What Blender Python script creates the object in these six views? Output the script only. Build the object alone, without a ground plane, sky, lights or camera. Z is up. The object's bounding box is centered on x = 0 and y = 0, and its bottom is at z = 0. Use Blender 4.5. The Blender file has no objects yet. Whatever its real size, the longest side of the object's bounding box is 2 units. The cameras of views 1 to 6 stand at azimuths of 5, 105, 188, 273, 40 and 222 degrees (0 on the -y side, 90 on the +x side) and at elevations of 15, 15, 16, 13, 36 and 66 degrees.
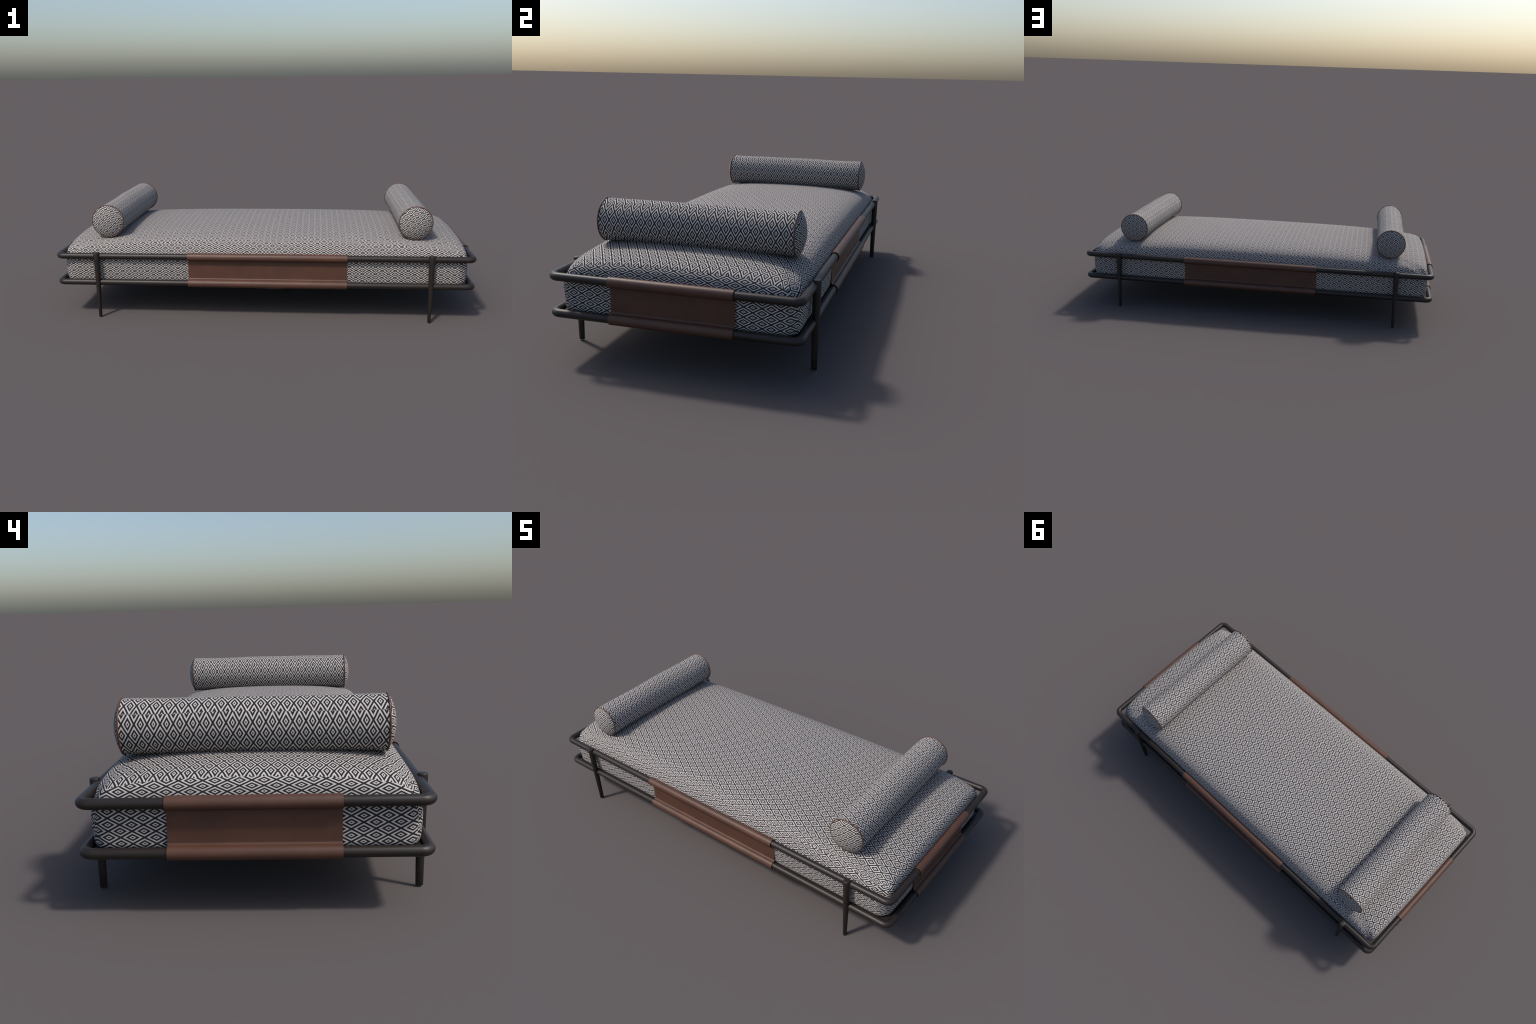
"""Low daybed: dark tube frame on four tapered legs, brown leather slings,
a domed mattress and two bolster cushions in black-and-white diamond weave."""
import bpy, bmesh, math
import numpy as np
from mathutils import Vector

# ------------------------------------------------------------------ sizes
RAIL_X, RAIL_Y = 0.9810, 0.4334          # half extents of the rail centre lines
RAIL_R, RAIL_BEND = 0.0146, 0.0255       # tube radius, corner bend radius
RAIL_UP, RAIL_LOW = 0.3018, 0.1719       # heights of the two rails
LEG_X, LEG_Y, LEG_TOP = 0.7900, 0.4437, 0.3225
SLING_R, SLING_T = 0.0188, 0.0020        # outer radius of leather sleeve, leather thickness
SHEET_O = -0.0085                        # plane of the sheet, measured from the rail axis
LONG_SLING = (-0.350, 0.404)             # span of the slings on the long sides
SHORT_SLING = (-0.2180, 0.2180)
BOL_R, BOL_L, BOL_BULGE = 0.0770, 0.3568, 0.0245
BOL_TURN = math.radians(-11)              # the rolls lie slightly turned about their axis
BOL_Z, BOL_X, BOL_Y = 0.4554, (0.7223, -0.7505), 0.0050
U, V = 0.0598, 0.0347                    # diamond pitch: long and short diagonal

# ------------------------------------------------------------- node helper
class Nodes:
    def __init__(self, name):
        self.mat = bpy.data.materials.new(name)
        self.mat.use_nodes = True
        self.t = self.mat.node_tree
        self.bsdf = self.t.nodes["Principled BSDF"]

    def new(self, kind, **kw):
        n = self.t.nodes.new(kind)
        for k, v in kw.items():
            setattr(n, k, v)
        return n

    def put(self, socket, value):
        if isinstance(value, bpy.types.NodeSocket):
            self.t.links.new(value, socket)
        else:
            socket.default_value = value

    def m(self, op, a, b=None, c=None):
        n = self.new("ShaderNodeMath", operation=op)
        for i, v in enumerate((a, b, c)):
            if v is not None:
                self.put(n.inputs[i], v)
        return n.outputs[0]

    def mixf(self, f, a, b):
        n = self.new("ShaderNodeMix", data_type="FLOAT")
        self.put(n.inputs[0], f); self.put(n.inputs[2], a); self.put(n.inputs[3], b)
        return n.outputs[0]

    def mixc(self, f, a, b, blend="MIX"):
        n = self.new("ShaderNodeMix", data_type="RGBA", blend_type=blend)
        self.put(n.inputs[0], f); self.put(n.inputs[6], a); self.put(n.inputs[7], b)
        return n.outputs[2]

    def noise(self, vec, scale, detail=3.0, rough=0.5):
        n = self.new("ShaderNodeTexNoise")
        self.put(n.inputs["Vector"], vec)
        n.inputs["Scale"].default_value = scale
        n.inputs["Detail"].default_value = detail
        n.inputs["Roughness"].default_value = rough
        return n.outputs["Fac"]

    def step(self, x, lo, hi):
        n = self.new("ShaderNodeMapRange", interpolation_type="SMOOTHSTEP")
        self.put(n.inputs[0], x)
        n.inputs[1].default_value = lo; n.inputs[2].default_value = hi
        return n.outputs[0]

    def coords(self):
        tc = self.new("ShaderNodeTexCoord")
        p = self.new("ShaderNodeSeparateXYZ"); self.put(p.inputs[0], tc.outputs["Object"])
        q = self.new("ShaderNodeSeparateXYZ"); self.put(q.inputs[0], tc.outputs["Normal"])
        return tc, p.outputs, q.outputs

    def shift(self, coord, centre, pitch):
        """coordinate in units of the diamond pitch, zero at a diamond centre"""
        return self.m("MULTIPLY", self.m("SUBTRACT", coord, centre), 1.0 / pitch)


BLACK = (0.019, 0.0198, 0.0215, 1)

def weave(k, a, b, obj_vec):
    """Concentric-diamond weave. a, b: position along the long and the short
    diagonal of the diamonds in units of the pitch."""
    def cell(x):
        return k.m("ABSOLUTE", k.m("SUBTRACT", k.m("FRACT", k.m("ADD", x, 0.5)), 0.5))
    d = k.m("MULTIPLY", k.m("MAXIMUM", cell(k.m("ADD", a, b)), cell(k.m("SUBTRACT", a, b))), 2.0)
    # frayed thread edges
    d = k.m("ADD", d, k.m("MULTIPLY", k.m("SUBTRACT", k.noise(obj_vec, 600, 1.0), 0.5), 0.04))
    s = 0.025
    ring1 = k.m("SUBTRACT", k.step(d, 0.13 - s, 0.13 + s), k.step(d, 0.305 - s, 0.305 + s))
    ring2 = k.m("SUBTRACT", k.step(d, 0.59 - s, 0.59 + s), k.step(d, 0.842 - s, 0.842 + s))
    fac = k.m("ADD", ring1, ring2)
    white = k.mixc(k.noise(obj_vec, 60, 3.0), (0.43, 0.397, 0.377, 1), (0.595, 0.543, 0.515, 1))
    col = k.mixc(fac, BLACK, white)
    k.put(k.bsdf.inputs["Base Color"], col)
    k.bsdf.inputs["Roughness"].default_value = 0.9
    k.bsdf.inputs["Specular IOR Level"].default_value = 0.15
    # threads running along the cloth
    thread = k.m("SINE", k.m("MULTIPLY", a, 2 * math.pi * 16))
    h = k.m("ADD", k.m("MULTIPLY", fac, 1.0), k.m("MULTIPLY", thread, 0.25))
    bump = k.new("ShaderNodeBump")
    bump.inputs["Strength"].default_value = 0.25
    bump.inputs["Distance"].default_value = 0.0008
    k.put(bump.inputs["Height"], h)
    k.put(k.bsdf.inputs["Normal"], bump.outputs[0])


def mattress_fabric():
    """cloth cut as a box: top panel, two long borders, two short borders"""
    k = Nodes("diamond_weave_mattress")
    tc, p, n = k.coords()
    ax, ay, az = (k.m("ABSOLUTE", n[i]) for i in range(3))
    top = k.m("GREATER_THAN", az, k.m("MAXIMUM", ax, ay))
    end = k.m("GREATER_THAN", ax, ay)
    xpos = k.m("GREATER_THAN", n[0], 0.0)
    ypos = k.m("GREATER_THAN", n[1], 0.0)
    # the borders are cut flat, so the cloth lags behind the height where it leans in
    over = k.m("MAXIMUM", k.m("SUBTRACT", p[2], 0.297), 0.0)
    z = k.m("ADD", p[2], k.m("MULTIPLY", k.m("MULTIPLY", over, over), 4.1))
    side = k.m("MAXIMUM", k.m("SUBTRACT", k.m("ABSOLUTE", p[1]), 0.35), 0.0)
    y = k.m("ADD", p[1], k.m("MULTIPLY", k.m("SIGN", p[1]), k.m("MULTIPLY", k.m("MULTIPLY", side, side), 10.0)))
    ta, tb = k.shift(p[0], 0.6240, U), k.shift(y, -0.0083, V)
    sa = k.mixf(ypos, k.shift(p[0], -0.3701, 0.0604), k.shift(p[0], 0.7569, 0.0604))
    sb = k.mixf(ypos, k.shift(z, 0.2432, 0.0343), k.shift(z, 0.2420, 0.0343))
    ea = k.mixf(xpos, k.shift(p[1], 0.3077, 0.0608), k.shift(p[1], 0.3349, 0.0604))
    eb = k.mixf(xpos, k.shift(z, 0.2425, 0.0343), k.shift(z, 0.2635, 0.0343))
    a = k.mixf(top, k.mixf(end, sa, ea), ta)
    b = k.mixf(top, k.mixf(end, sb, eb), tb)
    weave(k, a, b, tc.outputs["Object"])
    return k.mat


def bolster_fabric():
    """long diagonal runs round the roll; four strips meeting at 45 degrees"""
    k = Nodes("diamond_weave_bolster")
    tc, p, n = k.coords()
    ax, az = k.m("ABSOLUTE", n[0]), k.m("ABSOLUTE", n[2])
    tops = k.m("GREATER_THAN", az, ax)
    up = k.m("GREATER_THAN", n[2], 0.0)
    xpos = k.m("GREATER_THAN", n[0], 0.0)
    ub = 0.0568
    ta = k.mixf(up, k.shift(p[0], 0.0104, ub), k.shift(p[0], -0.0043, ub))
    tb = k.mixf(up, k.shift(p[1], -0.3330 - BOL_Y, V), k.shift(p[1], -0.0337 - BOL_Y, V))
    sa = k.mixf(xpos, k.shift(p[2], 0.0031, ub), k.shift(p[2], -0.0013, ub))
    sb = k.mixf(xpos, k.shift(p[1], 0.3172 - BOL_Y, V), k.shift(p[1], -0.3245 - BOL_Y, V))
    weave(k, k.mixf(tops, sa, ta), k.mixf(tops, sb, tb), tc.outputs["Object"])
    return k.mat


def cap_fabric():
    """round end pieces: cloth turned about 15 degrees on the front ends"""
    k = Nodes("diamond_weave_cap")
    tc, p, n = k.coords()
    back = k.m("GREATER_THAN", p[1], 0.0)
    def turned(cx, cz, ang, s):
        x, z = k.m("SUBTRACT", p[0], cx), k.m("SUBTRACT", p[2], cz)
        c, sn = math.cos(ang), math.sin(ang)
        a = k.m("ADD", k.m("MULTIPLY", x, c / (U * s)), k.m("MULTIPLY", z, sn / (U * s)))
        b = k.m("ADD", k.m("MULTIPLY", x, -sn / (V * s)), k.m("MULTIPLY", z, c / (V * s)))
        return a, b
    fa, fb = turned(-0.0152, -0.0006, math.radians(3), 0.85)
    ba, bb = turned(0.0, 0.0, math.radians(-11), 0.82)
    weave(k, k.mixf(back, fa, ba), k.mixf(back, fb, bb), tc.outputs["Object"])
    return k.mat


def leather():
    k = Nodes("brown_leather")
    tc, p, n = k.coords()
    o = tc.outputs["Object"]
    big = k.noise(o, 9, 4.0, 0.6)
    col = k.mixc(k.step(big, 0.3, 0.7), (0.073, 0.0325, 0.0212, 1), (0.092, 0.040, 0.0242, 1))
    k.put(k.bsdf.inputs["Base Color"], col)
    k.put(k.bsdf.inputs["Roughness"], k.mixf(k.noise(o, 30, 3.0), 0.42, 0.54))
    k.bsdf.inputs["Specular IOR Level"].default_value = 0.42
    bump = k.new("ShaderNodeBump")
    bump.inputs["Strength"].default_value = 0.06
    bump.inputs["Distance"].default_value = 0.0006
    k.put(bump.inputs["Height"], k.noise(o, 500, 2.0))
    k.put(k.bsdf.inputs["Normal"], bump.outputs[0])
    return k.mat


def painted_metal(name="dark_bronze_paint", col=(0.0150, 0.0103, 0.0080, 1)):
    k = Nodes(name)
    tc, p, n = k.coords()
    o = tc.outputs["Object"]
    k.put(k.bsdf.inputs["Base Color"], k.mixc(k.noise(o, 40, 2.0), col, tuple(c * 1.25 for c in col[:3]) + (1,)))
    k.put(k.bsdf.inputs["Roughness"], k.mixf(k.noise(o, 25, 2.0), 0.43, 0.51))
    k.bsdf.inputs["Specular IOR Level"].default_value = 0.42
    return k.mat

# ---------------------------------------------------------- mesh utilities
def link(ob, parent=None):
    bpy.context.scene.collection.objects.link(ob)
    if parent:
        ob.parent = parent
    return ob

def mesh_object(name, verts, faces, mat, parent=None, smooth=True, crease=None):
    me = bpy.data.meshes.new(name)
    me.from_pydata([tuple(v) for v in verts], [], [tuple(f) for f in faces])
    bm = bmesh.new(); bm.from_mesh(me)
    bmesh.ops.recalc_face_normals(bm, faces=bm.faces)
    for f in bm.faces:
        f.smooth = smooth
    if crease is not None:
        for e in bm.edges:
            if len(e.link_faces) == 2 and e.calc_face_angle(0) > crease:
                e.smooth = False
    bm.to_mesh(me); bm.free()
    me.materials.append(mat)
    return link(bpy.data.objects.new(name, me), parent)

def sweep(loop, ring, closed_path, closed_ring=True):
    """faces between consecutive rings: loop rings with ring points each"""
    f = []
    for i in range(loop if closed_path else loop - 1):
        j = (i + 1) % loop
        for a in range(ring if closed_ring else ring - 1):
            b = (a + 1) % ring
            f.append((i * ring + a, j * ring + a, j * ring + b, i * ring + b))
    return f

# ------------------------------------------------------------- frame parts
def rail_mesh(z):
    path = []                                   # (centre point, outward direction)
    for sx, sy, a0 in ((1, 1, 0), (-1, 1, 90), (-1, -1, 180), (1, -1, 270)):
        c = Vector((sx * (RAIL_X - RAIL_BEND), sy * (RAIL_Y - RAIL_BEND), z))
        for i in range(17):
            a = math.radians(a0 + 90 * i / 16)
            d = Vector((math.cos(a), math.sin(a), 0))
            path.append((c + d * RAIL_BEND, d))
    ring = 28
    v = [c + d * RAIL_R * math.cos(2 * math.pi * k / ring) + Vector((0, 0, RAIL_R * math.sin(2 * math.pi * k / ring)))
         for c, d in path for k in range(ring)]
    return v, sweep(len(path), ring, True)

def leg_mesh(seg=40):
    """tapered leg, flatter towards the foot along the length of the bed"""
    def radii(z):
        return 0.0073 + 0.0246 * z, 0.0107 + 0.0132 * z
    t = LEG_TOP
    levels = [(0.0, -0.0024), (0.0006, -0.0010), (0.0024, 0.0)]
    levels += [(z, 0.0) for z in (0.05, 0.10, 0.16, 0.22, 0.28)]
    levels += [(t - 0.005, 0.0), (t - 0.0026, -0.0005), (t - 0.0009, -0.0018), (t - 0.0002, -0.004), (t, -0.0065)]
    v = []
    for z, inset in levels:
        rx, ry = radii(z)
        v += [((rx + inset) * math.cos(2 * math.pi * i / seg), (ry + inset) * math.sin(2 * math.pi * i / seg), z)
              for i in range(seg)]
    f = sweep(len(levels), seg, False)
    f.append(tuple(range(seg))[::-1])
    f.append(tuple(range((len(levels) - 1) * seg, len(levels) * seg)))
    return v, f

def sling_profile():
    """side view of the leather, (outward, up) from the rail plane: round the
    upper tube, straight down its inner side, out over the lower tube and round it"""
    r = SLING_R - SLING_T / 2
    pts = []
    end = 360 - math.degrees(math.acos(SHEET_O / r))
    for i in range(49):                          # from below the tube, outside, top, inside
        a = math.radians(-106 + (end + 106) * i / 48)
        pts.append((r * math.cos(a), RAIL_UP + r * math.sin(a)))
    bend = 0.0075                                # radius of the outward fold
    fx = SHEET_O + bend
    fz = RAIL_LOW + math.sqrt((r + bend) ** 2 - fx ** 2)
    phi = math.atan2(fz - RAIL_LOW, fx)          # where the fold meets the lower sleeve
    z_top = pts[-1][1] - 0.004
    for i in range(13):
        pts.append((SHEET_O, z_top + (fz - z_top) * i / 12))
    turn = phi                                   # the fold turns from straight down to the sleeve
    for i in range(1, 11):
        a = math.pi + turn * i / 10
        pts.append((fx + bend * math.cos(a), fz + bend * math.sin(a)))
    for i in range(1, 49):                       # over the lower tube and back under it
        a = phi - (phi + math.radians(190)) * i / 48
        pts.append((r * math.cos(a), RAIL_LOW + r * math.sin(a)))
    return pts

def sling_mesh(half_depth, span, axis, sign, sag=0.0):
    """extrude the profile along a side of the frame, with real leather thickness"""
    pts = sling_profile()
    n = len(pts)
    nrm = []
    for i in range(n):
        a, b = pts[max(i - 1, 0)], pts[min(i + 1, n - 1)]
        d = Vector((b[0] - a[0], b[1] - a[1])).normalized()
        nrm.append((-d.y, d.x))
    h = SLING_T / 2
    outline = [(p[0] + q[0] * h, p[1] + q[1] * h) for p, q in zip(pts, nrm)]
    outline += [(p[0] - q[0] * h, p[1] - q[1] * h) for p, q in reversed(list(zip(pts, nrm)))]
    m = len(outline)
    steps = 48
    v = []
    for i in range(steps + 1):
        s = span[0] + (span[1] - span[0]) * i / steps
        droop = sag * math.exp(-((s - 0.055) / 0.055) ** 2)
        for o, z in outline:
            if z < RAIL_LOW:
                z -= droop * min(1.0, (RAIL_LOW - z) / SLING_R)
            d = sign * (half_depth + o)
            v.append((s, d, z) if axis == "x" else (d, s, z))
    f = sweep(steps + 1, m, False)
    for base in (0, steps * m):                  # close the two cut edges with a strip of quads
        for i in range(n - 1):
            f.append((base + i, base + i + 1, base + m - 2 - i, base + m - 1 - i))
    return v, f

def rounded_slab(hx, hy, r, z0, z1, edge=0.002):
    def loop(inset, z):
        out = []
        for sx, sy, a0 in ((1, 1, 0), (-1, 1, 90), (-1, -1, 180), (1, -1, 270)):
            for i in range(9):
                a = math.radians(a0 + 90 * i / 8)
                out.append((sx * (hx - r) + (r - inset) * math.cos(a), sy * (hy - r) + (r - inset) * math.sin(a), z))
        return out
    rings = [loop(edge, z0), loop(0, z0 + edge), loop(0, z1 - edge), loop(edge, z1)]
    m = len(rings[0])
    f = sweep(4, m, False)
    f.append(tuple(range(m))[::-1]); f.append(tuple(range(3 * m, 4 * m)))
    return [p for q in rings for p in q], f

# ---------------------------------------------------------------- mattress
MAT = dict(a=0.9637, b=0.4237,              # half extents at the corners
           bow=0.0058,                      # how far the short ends belly out
           zw=0.255,                        # level of the widest line
           rc=0.055, zb=0.1722, rb=0.022)
# height of the top along the long centre line; across near an end and across the middle
LENGTHWISE = ((0, 0.4080), (0.30, 0.4070), (0.50, 0.4040), (0.65, 0.3990), (0.75, 0.3930), (0.811, 0.3875),
              (0.841, 0.3850), (0.871, 0.3812), (0.901, 0.3762), (0.931, 0.3685), (0.944, 0.3620),
              (0.953, 0.3530), (0.9610, 0.3410), (0.9655, 0.3250), (0.9680, 0.3000), (0.9693, 0.2750), (0.9695, 0.2550))
ACROSS = ((0, 0.3855), (0.10, 0.3843), (0.165, 0.3822), (0.235, 0.3782), (0.305, 0.3712), (0.345, 0.3643),
          (0.362, 0.3598), (0.380, 0.3535), (0.392, 0.3473), (0.4010, 0.3400), (0.4080, 0.3310), (0.4135, 0.3190),
          (0.4185, 0.3020), (0.4223, 0.2820), (0.4235, 0.2660), (0.4237, 0.2550))
ACROSS_MIDDLE = ((0, 0.4080), (0.10, 0.4070), (0.20, 0.4038), (0.25, 0.4005), (0.30, 0.3952), (0.33, 0.3902),
                 (0.35, 0.3853), (0.3685, 0.3785), (0.381, 0.3712), (0.392, 0.3625), (0.3998, 0.3520),
                 (0.407, 0.3400), (0.4133, 0.3260), (0.4190, 0.3060), (0.4224, 0.2850), (0.4235, 0.2680), (0.4237, 0.2550))
SOFTEN = 30
SHOULDER = 0.841                            # where the crown gives way to the end slope

def smooth_curve(points, q):
    """monotone cubic through the control points"""
    x, y = (np.array(c, float) for c in zip(*points))
    h = np.diff(x); d = np.diff(y) / h
    m = np.zeros(len(x))
    for i in range(1, len(x) - 1):
        if d[i - 1] * d[i] > 0:
            w1, w2 = 2 * h[i] + h[i - 1], h[i] + 2 * h[i - 1]
            m[i] = (w1 + w2) / (w1 / d[i - 1] + w2 / d[i])
    m[-1] = 3 * d[-1]
    q = np.clip(q, x[0], x[-1])
    k = np.clip(np.searchsorted(x, q) - 1, 0, len(h) - 1)
    t = (q - x[k]) / h[k]
    return ((1 + 2 * t) * (1 - t) ** 2 * y[k] + t * (1 - t) ** 2 * h[k] * m[k]
            + t * t * (3 - 2 * t) * y[k + 1] + t * t * (t - 1) * h[k] * m[k + 1])

def mattress_mesh(n=90):
    g = MAT
    t = np.sin(np.linspace(-1, 1, 2 * n + 1) * math.pi / 2)
    X, Y = np.meshgrid(t, t, indexing="ij")
    s = np.maximum(np.abs(X), np.abs(Y))
    def plan(X, Y, s, inset=0.0):
        """square coordinates -> rounded rectangle, ring by ring"""
        R = np.maximum(g["rc"] * s ** 3, 1e-6)
        ax, ay = np.abs(X) * g["a"], np.abs(Y) * g["b"]
        A, B = g["a"] * s, g["b"] * s
        ex = np.abs(X) >= np.abs(Y)
        f = np.where(ex, (ay - (B - R)) / R, (ax - (A - R)) / R)
        c = f > 0
        th = np.clip(f, 0, 1) * math.pi / 4
        Ro = R - inset
        px = np.where(ex, np.where(c, A - R + Ro * np.cos(th), ax - inset), np.where(c, A - R + Ro * np.sin(th), ax))
        py = np.where(ex, np.where(c, B - R + Ro * np.sin(th), ay), np.where(c, B - R + Ro * np.cos(th), ay - inset))
        px = px + g["bow"] * np.abs(X) ** 3 * (1 - Y * Y)
        return np.sign(X) * px, np.sign(Y) * py
    px, py = plan(X, Y, s)
    xe, ye = np.abs(X) * LENGTHWISE[-1][0], np.abs(Y) * ACROSS[-1][0]
    along, across = smooth_curve(LENGTHWISE, xe), smooth_curve(ACROSS, ye)
    z_sh = smooth_curve(LENGTHWISE, np.array([SHOULDER]))[0]
    full = np.clip((along - z_sh) / (LENGTHWISE[0][1] - z_sh), 0, 1)
    middle = across * (1 - full) + smooth_curve(ACROSS_MIDDLE, ye) * full
    ends = g["zw"] + (across - g["zw"]) * (along - g["zw"]) / (z_sh - g["zw"])
    pz = np.where(xe < SHOULDER, middle, ends)
    # soften the four corners, where the end slope and the side slope meet
    P = np.stack([px, py, pz], -1)
    near = np.clip((np.abs(px) - 0.80) / 0.09, 0, 1) * np.clip((np.abs(py) - 0.27) / 0.08, 0, 1)
    w = (0.5 * near)[1:-1, 1:-1, None]
    for _ in range(SOFTEN):
        acc, tot = 0, 0
        for di, dj in ((0, 1), (2, 1), (1, 0), (1, 2)):
            q = P[di:di + P.shape[0] - 2, dj:dj + P.shape[1] - 2]
            k = 1 / (np.linalg.norm(q - P[1:-1, 1:-1], axis=-1, keepdims=True) + 1e-5)
            acc, tot = acc + q * k, tot + k
        P[1:-1, 1:-1] += w * (acc / tot - P[1:-1, 1:-1])
    px, py, pz = P[..., 0], P[..., 1], P[..., 2]
    N = 2 * n + 1
    v = np.stack([px, py, pz], -1).reshape(-1, 3).tolist()
    f = [(i * N + j, (i + 1) * N + j, (i + 1) * N + j + 1, i * N + j + 1) for i in range(N - 1) for j in range(N - 1)]
    # border: from the widest line down to the rounded lower edge
    edge = [(i, 0) for i in range(N - 1)] + [(N - 1, j) for j in range(N - 1)] + \
           [(i, N - 1) for i in range(N - 1, 0, -1)] + [(0, j) for j in range(N - 1, 0, -1)]
    ex = np.array([X[e] for e in edge]); ey = np.array([Y[e] for e in edge]); es = np.ones(len(edge))
    prev = [i * N + j for i, j in edge]
    zb, rb, z1 = g["zb"], g["rb"], g["zw"]
    levels = [(z1 + (zb + rb - z1) * i / 5, 0.0035 * (i / 5) ** 2) for i in range(1, 6)]
    levels += [(zb + rb - rb * math.sin(a), 0.0035 + 0.6 * rb * (1 - math.cos(a)))
               for a in (math.pi / 2 * i / 8 for i in range(1, 9))]
    for z, inset in levels:
        qx, qy = plan(ex, ey, es, inset)
        cur = list(range(len(v), len(v) + len(edge)))
        v += [(x, y, z) for x, y in zip(qx, qy)]
        for i in range(len(edge)):
            j = (i + 1) % len(edge)
            f.append((prev[i], cur[i], cur[j], prev[j]))
        prev = cur
    c = len(v)
    v.append((0, 0, zb))
    f += [(prev[i], c, prev[(i + 1) % len(prev)]) for i in range(len(prev))]
    return v, f

# ----------------------------------------------------------------- bolster
def bolster_cover_mesh(seg=96, n=40):
    v = []
    for i in range(n + 1):
        y = -BOL_L + 2 * BOL_L * i / n
        fade = 1 - (y / BOL_L) ** 8               # round at the piping, a little uneven between
        for k in range(seg):
            a = 2 * math.pi * k / seg
            r = BOL_R + 0.0011 * fade * (math.sin(11 * y + 1.3 + 2 * a) + 0.6 * math.sin(23 * y - a))
            v.append((r * math.sin(a), y, r * math.cos(a)))
    return v, sweep(n + 1, seg, False)

def bolster_cap_mesh(sign, seg=96, n=14):
    """shallow cushion-like dome closing one end"""
    v, R = [], BOL_R
    for i in range(n):
        t = 1 - (i / n)                           # 1 at the seam
        r = R * math.sin(t * math.pi / 2)
        y = BOL_L + BOL_BULGE * (1 - (r / R) ** 2) ** 0.75
        v += [(r * math.sin(2 * math.pi * k / seg), sign * y, r * math.cos(2 * math.pi * k / seg)) for k in range(seg)]
    f = sweep(n, seg, False)
    v.append((0, sign * (BOL_L + BOL_BULGE), 0))
    base = (n - 1) * seg
    f += [(base + k, len(v) - 1, base + (k + 1) % seg) for k in range(seg)]
    return v, f

def piping_mesh(y, seg=96, ring=12, r=0.0027):
    v = []
    for i in range(seg):
        a = 2 * math.pi * i / seg
        for k in range(ring):
            b = 2 * math.pi * k / ring
            q = BOL_R + 0.0002 + r * math.cos(b)
            v.append((q * math.sin(a), y + r * math.sin(b), q * math.cos(a)))
    return v, sweep(seg, ring, True)

# ------------------------------------------------------------------- build
def build():
    metal = painted_metal()
    board = painted_metal("dark_board", (0.017, 0.012, 0.010, 1))
    hide = leather()

    daybed = link(bpy.data.objects.new("daybed", None))
    daybed["label"] = "low daybed with dark tube frame, leather slings and patterned mattress"
    daybed["category"] = "daybed"

    frame = link(bpy.data.objects.new("frame", None), daybed)
    for z in (RAIL_UP, RAIL_LOW):
        v, f = rail_mesh(z)
        mesh_object("rail", v, f, metal, frame)
    v, f = leg_mesh()
    first = None
    for sx in (-1, 1):
        for sy in (-1, 1):
            if first is None:
                first = leg = mesh_object("leg", v, f, metal, frame, crease=math.radians(50))
            else:
                leg = link(first.copy(), frame)
            leg.location = (sx * LEG_X, sy * LEG_Y, 0)
    v, f = rounded_slab(RAIL_X - RAIL_R - 0.0010, RAIL_Y - RAIL_R - 0.0010, 0.016, 0.1580, 0.1715)
    mesh_object("base_board", v, f, board, frame, smooth=False)

    for sign, sag in ((-1, 0.0032), (1, 0.0)):
        v, f = sling_mesh(RAIL_Y, LONG_SLING, "x", sign, sag)
        mesh_object("leather_sling", v, f, hide, daybed, crease=math.radians(40))
    for sign in (-1, 1):
        v, f = sling_mesh(RAIL_X, SHORT_SLING, "y", sign)
        mesh_object("leather_sling", v, f, hide, daybed, crease=math.radians(40))

    v, f = mattress_mesh()
    mesh_object("mattress", v, f, mattress_fabric(), daybed)

    cover_mat, cap_mat = bolster_fabric(), cap_fabric()
    parts = []
    for x in BOL_X:
        roll = link(bpy.data.objects.new("bolster_cushion", None))
        roll.location = (x, BOL_Y, BOL_Z)
        roll.rotation_euler.y = BOL_TURN
        roll["label"] = "round bolster cushion in black and white diamond weave"
        roll["category"] = "bolster cushion"
        if not parts:
            parts.append(mesh_object("cover", *bolster_cover_mesh(), cover_mat, roll))
            for s in (-1, 1):
                parts.append(mesh_object("end_cap", *bolster_cap_mesh(s), cap_mat, roll))
                parts.append(mesh_object("piping", *piping_mesh(s * BOL_L), hide, roll))
        else:
            for q in parts:
                link(q.copy(), roll).parent = roll

build()
